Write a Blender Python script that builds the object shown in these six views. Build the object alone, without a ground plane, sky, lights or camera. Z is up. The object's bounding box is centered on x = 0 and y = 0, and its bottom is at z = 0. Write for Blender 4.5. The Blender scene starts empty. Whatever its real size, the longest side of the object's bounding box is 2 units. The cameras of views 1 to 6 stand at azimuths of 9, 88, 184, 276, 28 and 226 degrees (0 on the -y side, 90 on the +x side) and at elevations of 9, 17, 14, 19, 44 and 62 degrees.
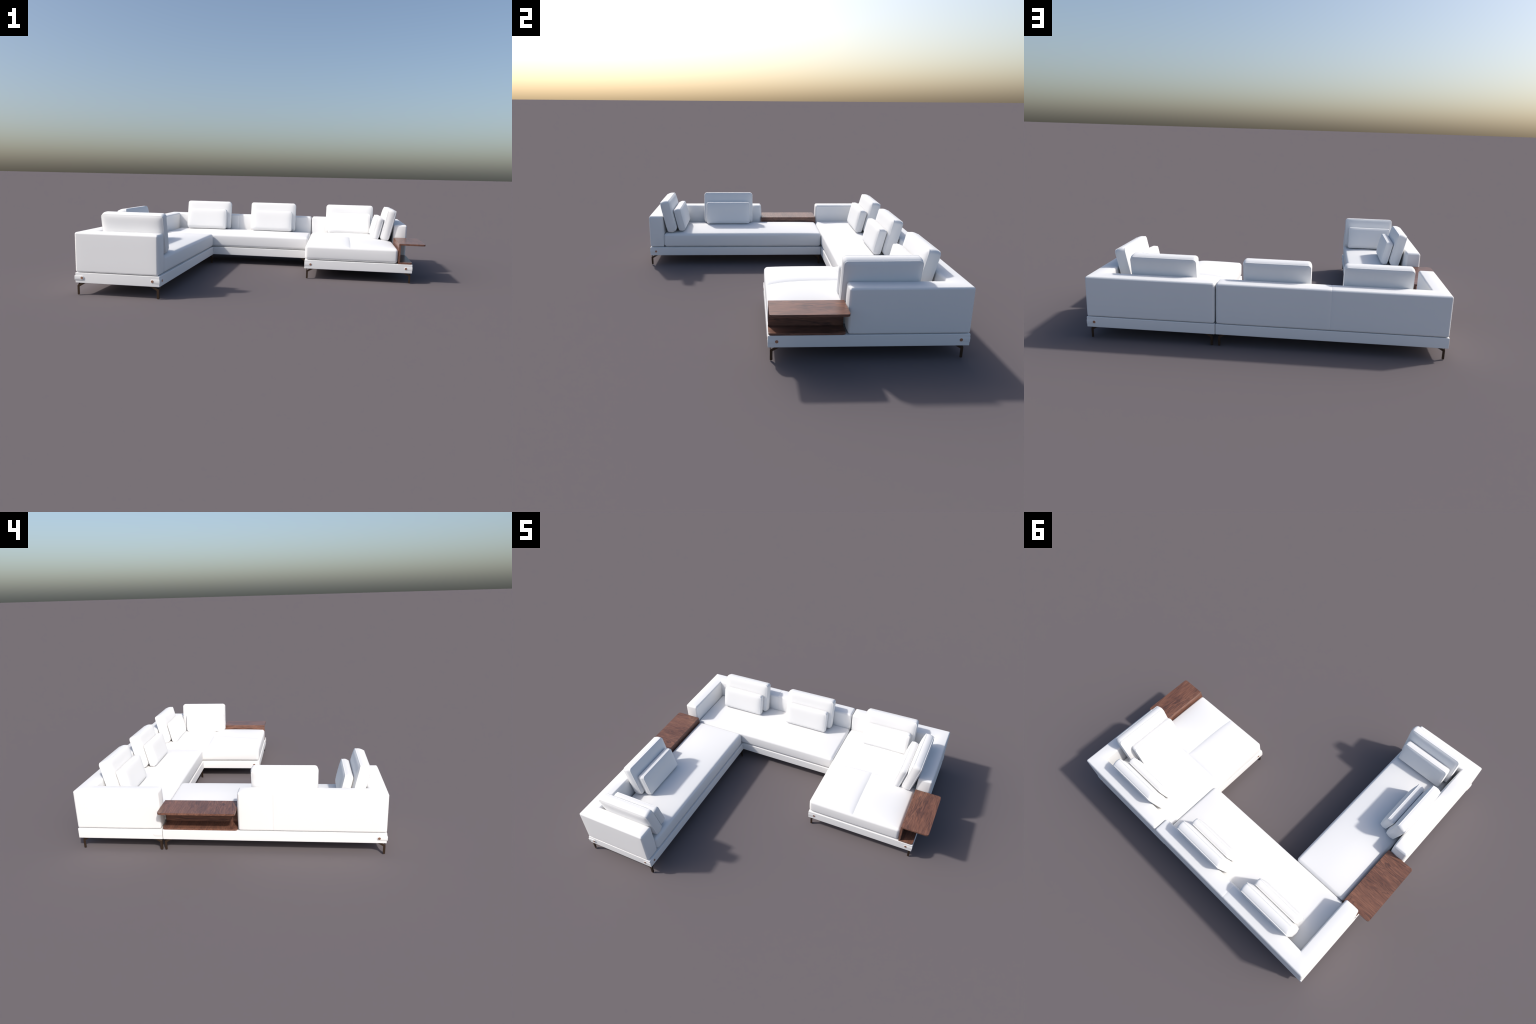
"""Modular U-shaped sectional sofa: three upholstered sections on low plinth
frames with corner straps, angle legs, loose cushions and two walnut side tables."""
import bpy, bmesh, math
from mathutils import Vector, Matrix

# ------------------------------------------------------------------ materials
def new_mat(name):
    m = bpy.data.materials.new(name)
    m.use_nodes = True
    nt = m.node_tree
    b = nt.nodes["Principled BSDF"]
    return m, nt, b

def ramp(nt, fac, stops):
    r = nt.nodes.new("ShaderNodeValToRGB")
    els = r.color_ramp.elements
    while len(els) < len(stops):
        els.new(0.5)
    for e, (p, c) in zip(els, stops):
        e.position = p
        e.color = (*c, 1.0)
    nt.links.new(fac, r.inputs[0])
    return r

def fabric(name, col, rough=0.9):
    m, nt, b = new_mat(name)
    L = nt.links
    tc = nt.nodes.new("ShaderNodeTexCoord")
    n = nt.nodes.new("ShaderNodeTexNoise")
    n.inputs["Scale"].default_value = 420
    n.inputs["Detail"].default_value = 3
    L.new(tc.outputs["Object"], n.inputs["Vector"])
    lo = tuple(c * 0.975 for c in col)
    r = ramp(nt, n.outputs["Fac"], [(0.3, lo), (0.7, col)])
    L.new(r.outputs["Color"], b.inputs["Base Color"])
    bp = nt.nodes.new("ShaderNodeBump")
    bp.inputs["Strength"].default_value = 0.04
    bp.inputs["Distance"].default_value = 0.0006
    L.new(n.outputs["Fac"], bp.inputs["Height"])
    L.new(bp.outputs["Normal"], b.inputs["Normal"])
    b.inputs["Roughness"].default_value = rough
    b.inputs["Specular IOR Level"].default_value = 0.25
    return m

def walnut(name, axis, seed):
    """Walnut veneer with the grain running along object axis 0, 1 or 2."""
    m, nt, b = new_mat(name)
    L = nt.links
    tc = nt.nodes.new("ShaderNodeTexCoord")
    off = nt.nodes.new("ShaderNodeMapping")
    off.inputs["Location"].default_value = (seed * 1.37, seed * 0.71, seed * 2.13)
    L.new(tc.outputs["Object"], off.inputs["Vector"])

    def stretched(across, along, scale, detail, distort, rough=0.6):
        mp = nt.nodes.new("ShaderNodeMapping")
        s = [across, across, across]
        s[axis] = along
        mp.inputs["Scale"].default_value = s
        L.new(off.outputs["Vector"], mp.inputs["Vector"])
        n = nt.nodes.new("ShaderNodeTexNoise")
        n.inputs["Scale"].default_value = scale
        n.inputs["Detail"].default_value = detail
        n.inputs["Roughness"].default_value = rough
        n.inputs["Distortion"].default_value = distort
        L.new(mp.outputs["Vector"], n.inputs["Vector"])
        return n

    def mix(kind, a, b, fac=1.0):
        m2 = nt.nodes.new("ShaderNodeMix")
        m2.data_type = 'RGBA'
        m2.blend_type = kind
        for sock, v in (("Factor", fac), ("A", a), ("B", b)):
            if hasattr(v, "is_output"):
                L.new(v, m2.inputs[sock])
            elif isinstance(v, tuple):
                m2.inputs[sock].default_value = (*v, 1)
            else:
                m2.inputs[sock].default_value = v
        return m2.outputs["Result"]

    broad = stretched(26, 4, 1.0, 3, 0.8)             # wide colour figure
    fine = stretched(260, 14, 1.0, 3, 0.3)            # fibre streaks
    # growth rings: sharp dark lines from a sawtooth of a stretched noise field
    field = stretched(15, 2.4, 1.0, 4, 1.0, 0.5)
    saw = nt.nodes.new("ShaderNodeMath")
    saw.operation = 'MULTIPLY'
    saw.inputs[1].default_value = 13.0
    L.new(field.outputs["Fac"], saw.inputs[0])
    fr = nt.nodes.new("ShaderNodeMath")
    fr.operation = 'FRACT'
    L.new(saw.outputs[0], fr.inputs[0])
    base = ramp(nt, broad.outputs["Fac"], [(0.32, (0.152, 0.069, 0.047)), (0.68, (0.232, 0.110, 0.073))])
    fib = ramp(nt, fine.outputs["Fac"], [(0.32, (0.62, 0.61, 0.63)), (0.52, (1.0, 1.0, 1.0)), (0.68, (1.34, 1.26, 1.17))])
    col = mix('MULTIPLY', base.outputs["Color"], fib.outputs["Color"])
    ring = ramp(nt, fr.outputs[0], [(0.0, (0.80, 0.80, 0.80)), (0.20, (0.45, 0.45, 0.45)), (0.55, (0, 0, 0)), (0.90, (0.1, 0.1, 0.1)), (1.0, (0.80, 0.80, 0.80))])
    patch = stretched(14, 5, 1.0, 2, 0.5)
    pm = ramp(nt, patch.outputs["Fac"], [(0.34, (0.25, 0.25, 0.25)), (0.54, (1, 1, 1))])
    fac = mix('MULTIPLY', ring.outputs["Color"], pm.outputs["Color"])
    col = mix('MIX', col, (0.058, 0.031, 0.028), fac)
    L.new(col, b.inputs["Base Color"])
    b.inputs["Roughness"].default_value = 0.33
    b.inputs["Specular IOR Level"].default_value = 0.5
    return m

def metal(name, col, rough, metallic):
    m, nt, b = new_mat(name)
    tc = nt.nodes.new("ShaderNodeTexCoord")
    n = nt.nodes.new("ShaderNodeTexNoise")
    n.inputs["Scale"].default_value = 90
    nt.links.new(tc.outputs["Object"], n.inputs["Vector"])
    r = ramp(nt, n.outputs["Fac"], [(0.3, tuple(c * 0.9 for c in col)), (0.7, col)])
    nt.links.new(r.outputs["Color"], b.inputs["Base Color"])
    b.inputs["Roughness"].default_value = rough
    b.inputs["Metallic"].default_value = metallic
    return m

WHITE = (0.80, 0.80, 0.80)
M_FABRIC = fabric("white_upholstery", WHITE)
M_FRAME = fabric("white_frame_cover", WHITE, 0.8)
M_BRONZE = metal("dark_bronze", (0.078, 0.050, 0.033), 0.42, 0.7)
M_COPPER = metal("copper_bolt", (0.48, 0.27, 0.185), 0.45, 0.8)
WOOD = {(a, s): walnut("walnut_grain_%s_%s" % ("xyz"[a], "ab"[s]), a, s + 1) for a in (0, 1) for s in (0, 1)}

# ------------------------------------------------------------------ scene tree
def empty(name, loc, parent=None):
    o = bpy.data.objects.new(name, None)
    o.empty_display_size = 0.05
    bpy.context.scene.collection.objects.link(o)
    o.location = loc
    if parent:
        o.parent = parent
        o.location = Vector(loc) - parent.matrix_world.translation
    return o

def link(name, me, parent, mats, world=Matrix.Identity(4)):
    o = bpy.data.objects.new(name, me)
    bpy.context.scene.collection.objects.link(o)
    o.parent = parent
    o.matrix_parent_inverse = Matrix.Identity(4)
    o.matrix_basis = world
    if not me.materials:
        for m in mats:
            me.materials.append(m)
    return o

def smooth(me):
    me.shade_smooth()
    return me

SOFA = empty("sectional_sofa", (0, 0, 0))
SOFA["label"] = "white U-shaped sectional sofa with cushions and walnut side tables"
SOFA["category"] = "sofa"

# ------------------------------------------------------------------ puffy bodies
def breaks(edges, r, step, extra=()):
    """Grid lines between the given edges, dense within r of every edge."""
    out = set()
    es = sorted(edges)
    for a, b in zip(es, es[1:]):
        rr = min(r, (b - a) * 0.49)
        for k in range(6):
            s = rr * (1 - math.tan(math.radians(45 * (1 - k / 5.0))))
            out.add(round(a + s, 6))
            out.add(round(b - s, 6))
        n = max(2, int(math.ceil((b - a - 2 * rr) / step)))
        for k in range(n + 1):
            out.add(round(a + rr + (b - a - 2 * rr) * k / n, 6))
    out |= {round(e, 6) for e in extra}
    srt = sorted(out)
    keep = [srt[0]]
    for v in srt[1:]:
        if v - keep[-1] > 2e-4:
            keep.append(v)
    return keep

def inside(boxes, p):
    return any(all(b[0][i] < p[i] < b[1][i] for i in range(3)) for b in boxes)

def puffy(boxes, r, step=0.02, amp=None, lam=0.02, groove=None, extra=((), (), ()), radius=None):
    """Upholstered block: union of axis-aligned boxes (overlapping, one level in z),
    edges rounded with radius r, faces inflated by amp(axis, sign, coord) and creased
    by groove(axis, sign, point).  Returns a smooth mesh."""
    es = [sorted({b[s][i] for b in boxes for s in (0, 1)}) for i in range(3)]
    g = [breaks(es[i], r, step, extra[i]) for i in range(3)]
    bm = bmesh.new()
    vid, vinfo = {}, {}

    def vert(i, j, k):
        key = (i, j, k)
        if key not in vid:
            vid[key] = bm.verts.new((g[0][i], g[1][j], g[2][k]))
            vinfo[key] = []
        return vid[key]

    n = [len(x) - 1 for x in g]
    mid = [[(x[i] + x[i + 1]) / 2 for i in range(len(x) - 1)] for x in g]
    occ = {}
    for i in range(n[0]):
        for j in range(n[1]):
            if inside(boxes, (mid[0][i], mid[1][j], (boxes[0][0][2] + boxes[0][1][2]) / 2)):
                occ[(i, j)] = True
    quads, rects = [], {}

    def add(axis, sign, cells):
        vs = [vert(*c) for c in cells]
        f = bm.faces.new(vs if sign > 0 else vs[::-1])
        coord = round(g[axis][cells[0][axis]], 5)
        key = (axis, sign, coord)
        lo, hi = rects.get(key, ([9, 9, 9], [-9, -9, -9]))
        for c in cells:
            vinfo[c].append(key)
            for a in range(3):
                lo[a] = min(lo[a], g[a][c[a]])
                hi[a] = max(hi[a], g[a][c[a]])
        rects[key] = (lo, hi)

    for (i, j) in occ:
        add(2, 1, [(i, j, n[2]), (i + 1, j, n[2]), (i + 1, j + 1, n[2]), (i, j + 1, n[2])])
        add(2, -1, [(i, j, 0), (i + 1, j, 0), (i + 1, j + 1, 0), (i, j + 1, 0)])
        for k in range(n[2]):
            if (i + 1, j) not in occ:
                add(0, 1, [(i + 1, j, k), (i + 1, j + 1, k), (i + 1, j + 1, k + 1), (i + 1, j, k + 1)])
            if (i - 1, j) not in occ:
                add(0, -1, [(i, j, k), (i, j + 1, k), (i, j + 1, k + 1), (i, j, k + 1)])
            if (i, j + 1) not in occ:
                add(1, 1, [(i + 1, j + 1, k), (i, j + 1, k), (i, j + 1, k + 1), (i + 1, j + 1, k + 1)])
            if (i, j - 1) not in occ:
                add(1, -1, [(i + 1, j, k), (i, j, k), (i, j, k + 1), (i + 1, j, k + 1)])

    walls = [(k, rc) for k, rc in rects.items() if k[0] != 2]

    def edge_dist(key, p):
        ax = key[0]
        if ax == 2:
            d = 9.0
            for (wa, ws, wc), (lo, hi) in walls:
                o = 1 - wa
                d = min(d, math.hypot(p[wa] - wc, max(lo[o] - p[o], 0, p[o] - hi[o])))
            return d
        lo, hi = rects[key]
        return min(min(p[a] - lo[a], hi[a] - p[a]) for a in range(3) if a != ax)

    for key, v in vid.items():
        p = v.co.copy()
        rr = radius(p) if radius else r
        best = None
        for lo, hi in boxes:
            # neighbours overlap, so only shrink the sides that lie on the skin
            q = []
            for a in range(3):
                l, h = lo[a], hi[a]
                q.append(min(max(p[a], l + rr), h - rr))
            q = Vector(q)
            if best is None or (p - q).length < (p - best).length:
                best = q
        d = p - best
        newp = best + d.normalized() * min(rr, d.length) if d.length > 1e-9 else p
        kinds = set(vinfo[key])
        shift = Vector((0, 0, 0))
        for kk in kinds:
            ed = max(edge_dist(kk, p), 0)
            a = amp(*kk) if amp else 0.0
            lm = lam(*kk) if callable(lam) else lam
            if kk[0] == 2 and len(boxes) > 1:
                s = a * (1 - math.exp(-ed / lm))
            else:                                   # plump rectangle: no mitre lines
                lo, hi = rects[kk]
                s = a
                for ax in range(3):
                    if ax != kk[0]:
                        s *= 1 - math.exp(-max(min(p[ax] - lo[ax], hi[ax] - p[ax]), 0) / lm)
            if groove:
                s += groove(kk[0], kk[1], p)
            shift[kk[0]] += kk[1] * s
        v.co = newp + shift
    for f in bm.faces:
        f.smooth = True
    me = bpy.data.meshes.new("puffy")
    bm.normal_update()
    bm.to_mesh(me)
    bm.free()
    return me

def split(me, test):
    """Cut one smooth surface into two meshes that share border and normals."""
    normals = [v.vector.copy() for v in me.vertex_normals]
    res = []
    for want in (True, False):
        faces = [p for p in me.polygons if test(p.center) == want]
        used = sorted({i for p in faces for i in p.vertices})
        re = {o: k for k, o in enumerate(used)}
        m = bpy.data.meshes.new("part")
        m.from_pydata([me.vertices[i].co for i in used], [], [[re[i] for i in p.vertices] for p in faces])
        m.shade_smooth()
        m.normals_split_custom_set_from_vertices([normals[i] for i in used])
        res.append(m)
    bpy.data.meshes.remove(me)
    return res

def valley(d, width, depth):
    return -depth * math.exp(-(d / width) ** 2)

def pinch(d, width, depth):
    """Sewn-down seam: sharp at the stitch, easing out on both sides."""
    return -depth * math.exp(-abs(d) / width)

# ------------------------------------------------------------------ main sizes
FR_LO, FR_HI = 0.0655, 0.1212         # plinth frame
UP_LO, UP_HI = 0.1236, 0.3370        # arm and back upholstery
SEAT_HI = 0.2175
A_BOX = ((-0.9290, -0.8265), (-0.4575, 0.3555))
B_BOX = ((-0.9300, 0.3580), (0.2475, 0.8255))
C_BOX = ((0.2510, -0.0650), (0.9280, 0.8270))

# ------------------------------------------------------------------ frames
def frame(box):
    (x0, y0), (x1, y1) = box
    me = puffy([((x0, y0, FR_LO), (x1, y1, FR_HI))], 0.0022, 0.25)
    return link("frame", me, SOFA, [M_FRAME])

FRAME_A, FRAME_B, FRAME_C = frame(A_BOX), frame(B_BOX), frame(C_BOX)

STRAP_Z, STRAP_H, STRAP_L = 0.0940, 0.0220, 0.050

def strap_tongue(length, thick):
    """Flat tongue in the s/z plane, rounded far end, thickness along n."""
    bm = bmesh.new()
    h = STRAP_H / 2
    prof = [(0, -h)]
    for k in range(13):
        a = math.radians(-90 + 15 * k)
        prof.append((length - h + h * math.cos(a), h * math.sin(a)))
    prof.append((0, h))
    lo = [bm.verts.new((s, -0.001, z)) for s, z in prof]
    hi = [bm.verts.new((s, thick, z)) for s, z in prof]
    bm.faces.new(lo)
    bm.faces.new(hi[::-1])
    for i in range(len(prof)):
        j = (i + 1) % len(prof)
        bm.faces.new((lo[i], hi[i], hi[j], lo[j]))
    bmesh.ops.recalc_face_normals(bm, faces=bm.faces)
    rim = [e for e in bm.edges if all(v.co.y > 0 for v in e.verts) and not all(v.co.x < 1e-6 for v in e.verts)]
    bmesh.ops.bevel(bm, geom=rim, offset=thick * 0.3, segments=2, affect='EDGES', profile=0.5)
    me = bpy.data.meshes.new("strap")
    bm.to_mesh(me)
    bm.free()
    me.shade_smooth()
    me.set_sharp_from_angle(angle=math.radians(40))
    return me

def bolt_mesh():
    bm = bmesh.new()
    rings = [(0.0073, -0.001), (0.0073, 0.0009), (0.0070, 0.0012)]
    prev = None
    for rad, h in rings:
        ring = [bm.verts.new((rad * math.cos(t * math.tau / 24), h, rad * math.sin(t * math.tau / 24))) for t in range(24)]
        if prev:
            for t in range(24):
                bm.faces.new((prev[t], prev[(t + 1) % 24], ring[(t + 1) % 24], ring[t]))
        prev = ring
    bm.faces.new(prev)
    bmesh.ops.recalc_face_normals(bm, faces=bm.faces)
    me = bpy.data.meshes.new("bolt")
    bm.to_mesh(me)
    bm.free()
    me.shade_smooth()
    me.set_sharp_from_angle(angle=math.radians(25))
    return me

STRAP_ME = {t: strap_tongue(STRAP_L + t, t) for t in (0.0005, 0.0010, 0.0034)}
BOLT_ME = bolt_mesh()

def basis(origin, s, n):
    z = Vector((0, 0, 1))
    m = Matrix((s, n, z)).transposed().to_4x4()
    m.translation = origin
    return m

def corner_strap(fr, cx, cy, sx, sy, t, bolts=(True, True)):
    """sx, sy point outward from the corner; one tongue on each face."""
    for face, has_bolt in zip((0, 1), bolts):
        if has_bolt is None:
            continue
        s = Vector((0, -sy, 0)) if face == 0 else Vector((-sx, 0, 0))
        n = Vector((sx, 0, 0)) if face == 0 else Vector((0, sy, 0))
        o = Vector((cx, cy, STRAP_Z)) - s * t * 0.95
        link("strap", STRAP_ME[t], fr, [M_FRAME], basis(o, s, n))
        if has_bolt:
            ob = Vector((cx, cy, STRAP_Z)) + s * 0.0390 + n * t
            link("bolt", BOLT_ME, fr, [M_COPPER], basis(ob, s, n))

corner_strap(FRAME_A, A_BOX[0][0], A_BOX[0][1], -1, -1, 0.0034)
corner_strap(FRAME_A, A_BOX[1][0], A_BOX[0][1], 1, -1, 0.0010)
corner_strap(FRAME_C, C_BOX[0][0], C_BOX[0][1], -1, -1, 0.0005)
corner_strap(FRAME_C, C_BOX[1][0], C_BOX[0][1], 1, -1, 0.0005)
corner_strap(FRAME_C, C_BOX[1][0], C_BOX[1][1], 1, 1, 0.0005)
corner_strap(FRAME_B, B_BOX[0][0], B_BOX[0][1], -1, -1, 0.0005, (False, None))

# ------------------------------------------------------------------ legs
def leg_mesh():
    """Two flat bars meeting at a right angle; each bends inward under the frame."""
    w, t, slope, top = 0.0120, 0.0034, 0.58, FR_LO + 0.001
    z_in, z_out = 0.0445, 0.0510
    prof = [(0.0015, 0), (w - 0.003, 0), (w, 0.003), (w, z_in), (w + (top - z_in) / slope, top),
            ((top - z_out) / slope + 0.001, top), (0, z_out), (0, 0.0015)]
    bm = bmesh.new()
    for turn in (False, True):
        a, b = [], []
        for s, z in prof:
            pa, pb = (s, 0.0, z), (s, t, z)
            if turn:
                pa, pb = (0.0002, s + 0.0002, z), (t, s + 0.0002, z)
            a.append(bm.verts.new(pa))
            b.append(bm.verts.new(pb))
        bm.faces.new(a)
        bm.faces.new(b[::-1])
        for i in range(len(prof)):
            j = (i + 1) % len(prof)
            bm.faces.new((a[i], b[i], b[j], a[j]))
    bmesh.ops.recalc_face_normals(bm, faces=bm.faces)
    bmesh.ops.bevel(bm, geom=bm.edges[:], offset=0.0005, segments=1, affect='EDGES')
    me = bpy.data.meshes.new("leg")
    bm.to_mesh(me)
    bm.free()
    return me

LEG_ME = leg_mesh()
for fr_box, insets in ((A_BOX, ((0.008, 0.0035), (0.005, 0.0035), (0.008, 0.0055), (0.005, 0.0055))),
                       (B_BOX, ((0.008, 0.006), (0.012, 0.006), (0.012, 0.015), (0.012, 0.011))),
                       (C_BOX, ((0.012, 0.010), (0.007, 0.010), (0.012, 0.012), (0.012, 0.019)))):
    corners = ((0, 0), (1, 0), (0, 1), (1, 1))
    for (ix, iy), (dx, dy) in zip(corners, insets):
        x = fr_box[ix][0] + (dx if ix == 0 else -dx)
        y = fr_box[iy][1] + (dy if iy == 0 else -dy)
        sx, sy = (1 if ix == 0 else -1), (1 if iy == 0 else -1)
        ang = {(1, 1): 0, (-1, 1): 90, (-1, -1): 180, (1, -1): 270}[(sx, sy)]
        link("leg", LEG_ME, SOFA, [M_BRONZE], Matrix.Translation((x, y, 0)) @ Matrix.Rotation(math.radians(ang), 4, 'Z'))

# ------------------------------------------------------------------ arms and backs
def shell(boxes2, ends, seams=(), flat=()):
    """L-shaped arm + back.  ends: which (axis, sign) faces are free ends;
    flat: those that butt against the neighbouring section."""
    boxes = [((x0, y0, UP_LO), (x1, y1, UP_HI)) for (x0, y0), (x1, y1) in boxes2]

    planes = [(ax, (min if sg < 0 else max)(b[0 if sg < 0 else 1][ax] for b in ends_of)) for (ax, sg), ends_of in ends.items()]

    def amp(ax, sg, co):
        if ax == 2:
            return 0.0055 if sg > 0 else 0.0
        if (ax, sg) in ends:
            return 0.005 if (ax, sg) in flat else 0.014
        return 0.0012

    def lam(ax, sg, co):
        return 0.025 if ax == 2 else (0.05 if (ax, sg) in ends else 0.02)

    def radius(p):
        """Soft, full ends; firmer edges elsewhere."""
        d = min(abs(p[ax] - co) for ax, co in planes)
        return 0.0085 + 0.0025 * math.exp(-(d / 0.03) ** 2)

    def groove(ax, sg, p):
        s = 0.0
        for sax, sco in seams:
            if ax != sax:
                s += valley(p[sax] - sco, 0.0040, 0.0012)
        return s

    ex = ([], [], [])
    for sax, sco in seams:
        ex[sax].extend([sco + d for d in (-0.006, -0.003, -0.0012, 0, 0.0012, 0.003, 0.006)])
    return puffy(boxes, 0.011, 0.02, amp, lam, groove, ex, radius)

# section A: back along -x, arm at the front
A_BACK = ((-0.9275, -0.8255), (-0.8385, -0.0555))
A_ARM = ((-0.9275, -0.8255), (-0.4655, -0.7310))
mA = shell([A_BACK, A_ARM], {(1, 1): [A_BACK], (0, 1): [A_ARM]}, [(1, -0.2375)])
# section B: back along +y, arm at -x
B_BACK = ((-0.9275, 0.7320), (0.2455, 0.8255))
B_ARM = ((-0.9275, 0.3620), (-0.8385, 0.8255))
mB = shell([B_BACK, B_ARM], {(0, 1): [B_BACK], (1, -1): [B_ARM]}, [(0, -0.3370)], {(0, 1)})
# section C: back along +y, arm at +x
C_BACK = ((0.2530, 0.7320), (0.9265, 0.8255))
C_ARM = ((0.8385, 0.2850), (0.9265, 0.8255))
mC = shell([C_BACK, C_ARM], {(0, -1): [C_BACK], (1, -1): [C_ARM]}, (), {(0, -1)})
for me, test in ((mA, lambda c: c.y < -0.7310 and c.x > -0.8385 + (c.y + 0.7310)),
                 (mB, lambda c: c.x < -0.8385 and c.y < 0.7320),
                 (mC, lambda c: c.x > 0.8385 and c.y < 0.7320)):
    arm, back = split(me, test)
    link("armrest", arm, SOFA, [M_FABRIC])
    link("backrest", back, SOFA, [M_FABRIC])

# ------------------------------------------------------------------ seats
def seat(x0, y0, x1, y1, hi=SEAT_HI, seams=None, crown=0.015):
    def amp(ax, sg, co):
        if ax == 2:
            return crown if sg > 0 else 0.0
        return 0.0035

    def lam(ax, sg, co):
        return 0.085 if ax == 2 else 0.03

    def groove(ax, sg, p):
        if seams is None or ax != 2 or sg < 0:
            return 0.0
        sx, sy = seams
        edge = min(p.x - x0, x1 - p.x, p.y - y0)
        fade = 1 - math.exp(-max(edge, 0) / 0.008)
        s = pinch(p.y - sy, 0.015, 0.0090)
        if p.y <= sy:
            s = min(s, pinch(p.x - sx, 0.018, 0.0080))
        return s * fade

    ex = ((), (), ())
    if seams:
        ds = (-0.03, -0.02, -0.014, -0.009, -0.005, -0.002, 0, 0.002, 0.005, 0.009, 0.014, 0.02, 0.03)
        ex = ([seams[0] + d for d in ds], [seams[1] + d for d in ds], ())
    me = puffy([((x0, y0, UP_LO), (x1, y1, hi))], 0.018, 0.02, amp, lam, groove, ex)
    return link("seat_cushion", me, SOFA, [M_FABRIC])

seat(-0.8215, -0.7290, -0.4615, 0.3550)
seat(-0.8360, 0.3600, 0.2470, 0.7300)
seat(0.2525, -0.0615, 0.8365, 0.7300, hi=0.2160, seams=(0.5410, 0.3290), crown=0.0280)

# ------------------------------------------------------------------ loose cushions
def rounded_rect(hw, hh, rad, seg):
    pts = []
    for cx, cy, a0 in ((1, 1, 0), (-1, 1, 90), (-1, -1, 180), (1, -1, 270)):
        for k in range(seg + 1):
            a = math.radians(a0 + 90 * k / seg)
            pts.append((cx * (hw - rad) + rad * math.cos(a), cy * (hh - rad) + rad * math.sin(a)))
    # straight runs get extra points so that the sides can bulge
    out = []
    for (ax, ay), (bx, by) in zip(pts, pts[1:] + pts[:1]):
        n = max(1, int(math.hypot(bx - ax, by - ay) / 0.016))
        for k in range(n):
            out.append((ax + (bx - ax) * k / n, ay + (by - ay) * k / n))
    return out

def cushion_mesh(w, h, t, rad, dome):
    """Box cushion lying in the x (width) / z (height) plane, thickness along y;
    a boxing band with a sewn lip, and two domed faces."""
    hw, hh, ht = w / 2, h / 2, t / 2
    rings = []                                   # (inset, offset in thickness)
    face = [0.0008, 0.0024, 0.0050, 0.0085, 0.0125, 0.0170, 0.0220, 0.0280, 0.0350, 0.0440, 0.0550, 0.0700]
    lim = hh - 0.012
    face = [d for d in face if d < lim] + [lim]

    def dome_at(x, z):
        return dome * ((1 - math.exp(-max(hw - abs(x), 0) / 0.015)) * (1 - math.exp(-max(hh - abs(z), 0) / 0.015)) - 0.12)
    for d in reversed(face):
        rings.append((d, -ht, True))
    rings += [(0.0002, -ht + 0.0012), (0.0014, -ht + 0.0030), (0.0002, -ht + 0.0050)]
    for k in (-0.6, -0.25, 0.0, 0.25, 0.6):
        rings.append((-0.0035 * (1 - k * k), k * (ht - 0.006)))
    rings += [(0.0000, ht - 0.0054), (0.0022, ht - 0.0034), (0.0000, ht - 0.0014)]
    for d in face:
        rings.append((d, ht, True))
    base = rounded_rect(hw, hh, rad, 6)
    cr = rad
    bm = bmesh.new()
    loops = []
    for inset, off, *domed in rings:
        loop = []
        sewn = not domed and 0.001 < inset            # ring at the bottom of the seam
        for x, z in base:
            # concentric inset that keeps the point count and stays inside
            qx = max(-(hw - cr), min(hw - cr, x))
            qz = max(-(hh - cr), min(hh - cr, z))
            d = Vector((x - qx, z - qz))
            # the seam bites along the top edge and fades down the sides
            ins = inset * (0.25 + 0.75 * min(1.0, max(0.0, (z / hh - 0.55) / 0.4))) if sewn else inset
            if inset <= cr * 0.75:
                k = (cr - ins) / cr
                px, pz = qx + d.x * k, qz + d.y * k
            else:
                k = 0.25
                e = inset - cr * 0.75
                px, pz = qx + d.x * k, qz + d.y * k
                sx = (hw - cr * 0.75 - e) / (hw - cr * 0.75)
                sz = (hh - cr * 0.75 - e) / (hh - cr * 0.75)
                px, pz = px * sx, pz * sz
            v = pz / hh
            y = off + (math.copysign(dome_at(px, pz), off) if domed else 0.0)
            # sagging: profile rounds in at the bottom, a little at the top
            lo = max(0.0, (-pz - (hh - 0.020)) / 0.020)
            hi = max(0.0, (pz - (hh - 0.010)) / 0.010)
            y *= 1 - 0.34 * min(lo, 1.1) ** 2 - 0.06 * min(hi, 1.1) ** 2
            loop.append(bm.verts.new((px, y, pz)))
        loops.append(loop)
    n = len(base)
    for a, b in zip(loops, loops[1:]):
        for i in range(n):
            j = (i + 1) % n
            bm.faces.new((a[i], a[j], b[j], b[i]))
    bm.faces.new(loops[0][::-1])
    bm.faces.new(loops[-1])
    bmesh.ops.recalc_face_normals(bm, faces=bm.faces)
    me = bpy.data.meshes.new("cushion")
    bm.to_mesh(me)
    bm.free()
    me.shade_smooth()
    return me

BIG_ME = cushion_mesh(0.350, 0.216, 0.0560, 0.0180, 0.012)
SMALL_ME = cushion_mesh(0.307, 0.152, 0.0440, 0.0145, 0.010)
TILT = math.radians(12.5)

def cushion_pair(along, wall, facing, big=0.0405, small=0.1130, shift=0.0):
    """facing: 'y-','y+','x+','x-' is where the cushion front looks; wall is the
    coordinate of the backrest face it leans on; along is its centre on the wall."""
    yaw = {'y-': 0, 'x+': 90, 'y+': 180, 'x-': 270}[facing]
    sign = -1 if facing[1] == '-' else 1
    for name, me, off, z, s in (("back_cushion", BIG_ME, big, 0.3335, 0.0), ("lumbar_cushion", SMALL_ME, small, 0.3075, shift)):
        c = wall + sign * off
        loc = (along + s, c, z) if facing[0] == 'y' else (c, along + s, z)
        m = Matrix.Translation(loc) @ Matrix.Rotation(math.radians(yaw), 4, 'Z') @ Matrix.Rotation(-TILT, 4, 'X')
        link(name, me, SOFA, [M_FABRIC], m)

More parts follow.
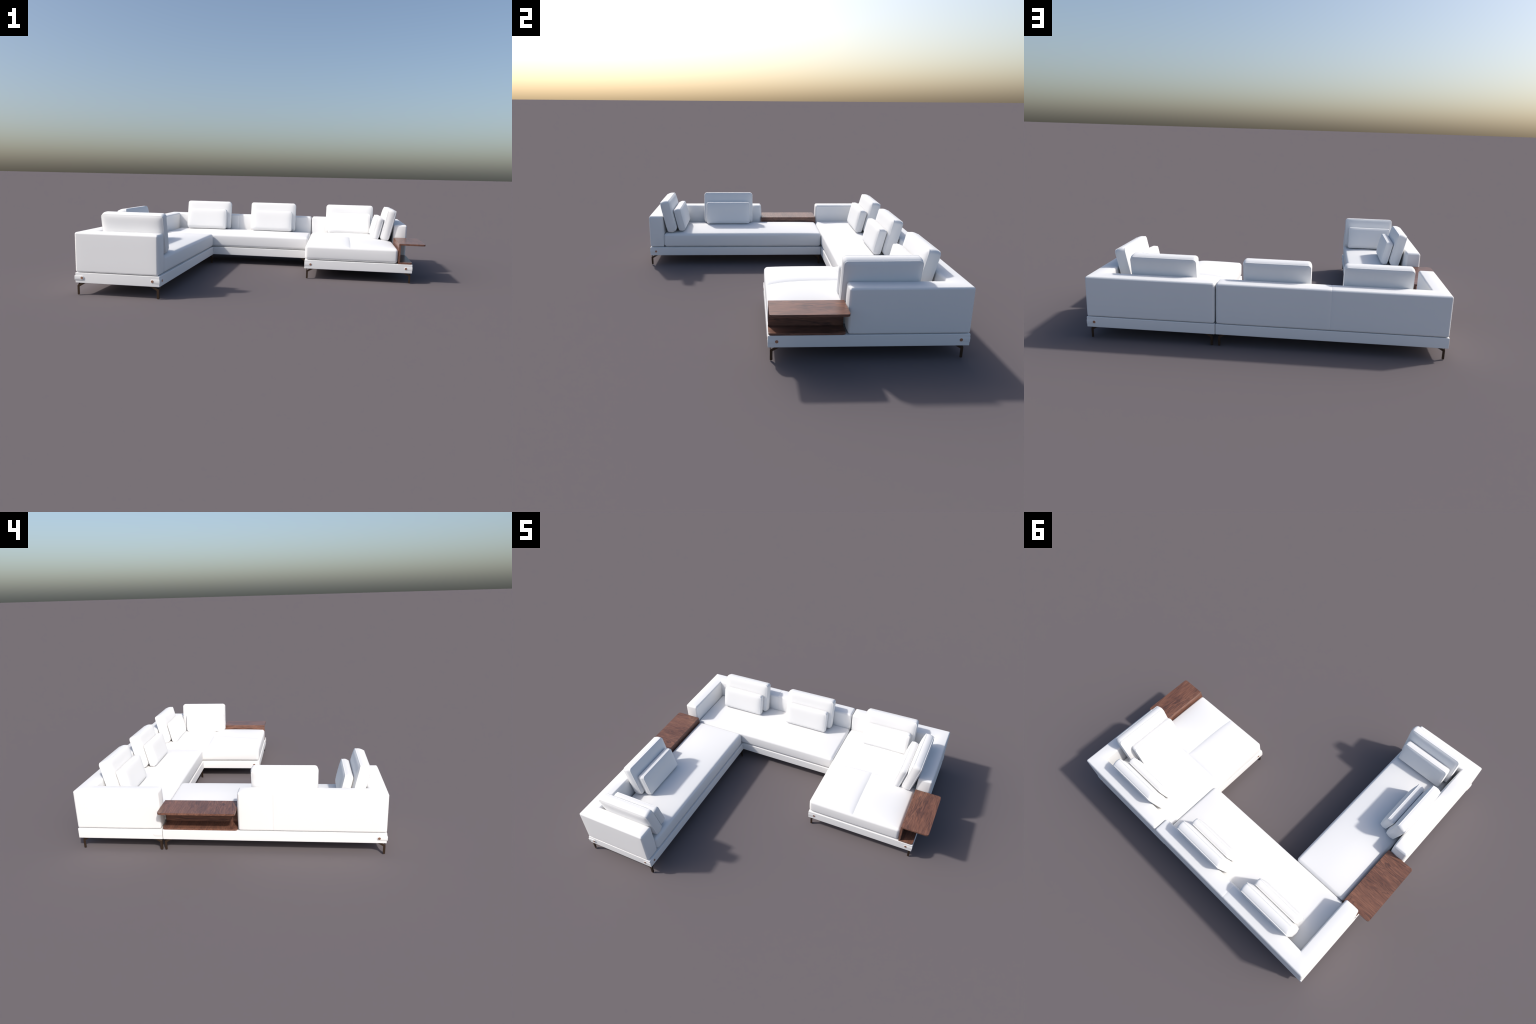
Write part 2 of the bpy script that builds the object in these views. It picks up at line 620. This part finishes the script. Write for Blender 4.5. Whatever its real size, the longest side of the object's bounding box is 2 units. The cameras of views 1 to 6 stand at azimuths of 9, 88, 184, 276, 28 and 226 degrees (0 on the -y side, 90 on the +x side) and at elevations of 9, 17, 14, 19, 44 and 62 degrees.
cushion_pair(-0.2965, -0.8385, 'x+', 0.0440, 0.1170)
cushion_pair(-0.6400, -0.7310, 'y+', 0.0370, 0.1110)
cushion_pair(-0.5740, 0.7320, 'y-')
cushion_pair(-0.0540, 0.7320, 'y-')
cushion_pair(0.5415, 0.7320, 'y-', small=0.1150)
cushion_pair(0.4430, 0.8385, 'x-', 0.0400, 0.1100, shift=-0.022)

# ------------------------------------------------------------------ side tables
def board(name, x0, y0, x1, y1, z0, z1, rounded, mat, parent, rad=0.013):
    """Board with rounded plan corners; rounded is a set of (ix, iy)."""
    pts = []
    for ix, iy, a0 in ((1, 1, 0), (0, 1, 90), (0, 0, 180), (1, 0, 270)):
        cx, cy = (x0, x1)[ix], (y0, y1)[iy]
        if (ix, iy) in rounded:
            ox, oy = cx + (rad if ix == 0 else -rad), cy + (rad if iy == 0 else -rad)
            for k in range(9):
                a = math.radians(a0 + 90 * k / 8)
                pts.append((ox + rad * math.cos(a), oy + rad * math.sin(a)))
        else:
            pts.append((cx, cy))
    bm = bmesh.new()
    lo = [bm.verts.new((x, y, z0)) for x, y in pts]
    hi = [bm.verts.new((x, y, z1)) for x, y in pts]
    bm.faces.new(lo[::-1])
    bm.faces.new(hi)
    for i in range(len(pts)):
        j = (i + 1) % len(pts)
        bm.faces.new((lo[i], lo[j], hi[j], hi[i]))
    rims = [e for e in bm.edges if abs(e.verts[0].co.z - e.verts[1].co.z) < 1e-6]
    bmesh.ops.bevel(bm, geom=rims, offset=0.0014, segments=3, affect='EDGES', profile=0.5)
    me = bpy.data.meshes.new(name)
    bm.to_mesh(me)
    bm.free()
    me.shade_smooth()
    me.set_sharp_from_angle(angle=math.radians(12.5))
    return link(name, me, parent, [mat])

TAB_HI, TAB_T, SHELF_LO = 0.2512, 0.0108, 0.1216

def side_table(inner, outer, shelf_out, y0, y1, grain, s):
    t = empty("side_table", (0, 0, 0), SOFA)
    sg = 1 if outer > inner else -1
    side = 1 if sg > 0 else 0
    xs = sorted((inner, outer))
    board("tabletop", xs[0], y0, xs[1], y1, TAB_HI - TAB_T, TAB_HI, {(side, 0), (side, 1)}, WOOD[(grain, s)], t)
    xs = sorted((inner, inner + sg * TAB_T))
    board("side_panel", xs[0], y0 + 0.0004, xs[1], y1 - 0.0004, SHELF_LO + 0.0105, TAB_HI - TAB_T, set(), WOOD[(1, s)], t)
    xs = sorted((inner, shelf_out))
    board("shelf", xs[0], y0, xs[1], y1, SHELF_LO, SHELF_LO + 0.0105, {(side, 0), (side, 1)}, WOOD[(grain, s)], t)

side_table(0.8395, 1.0000, 0.9255, -0.0620, 0.2770, 1, 0)
side_table(-0.8250, -1.0000, -0.9260, -0.0500, 0.3560, 0, 1)
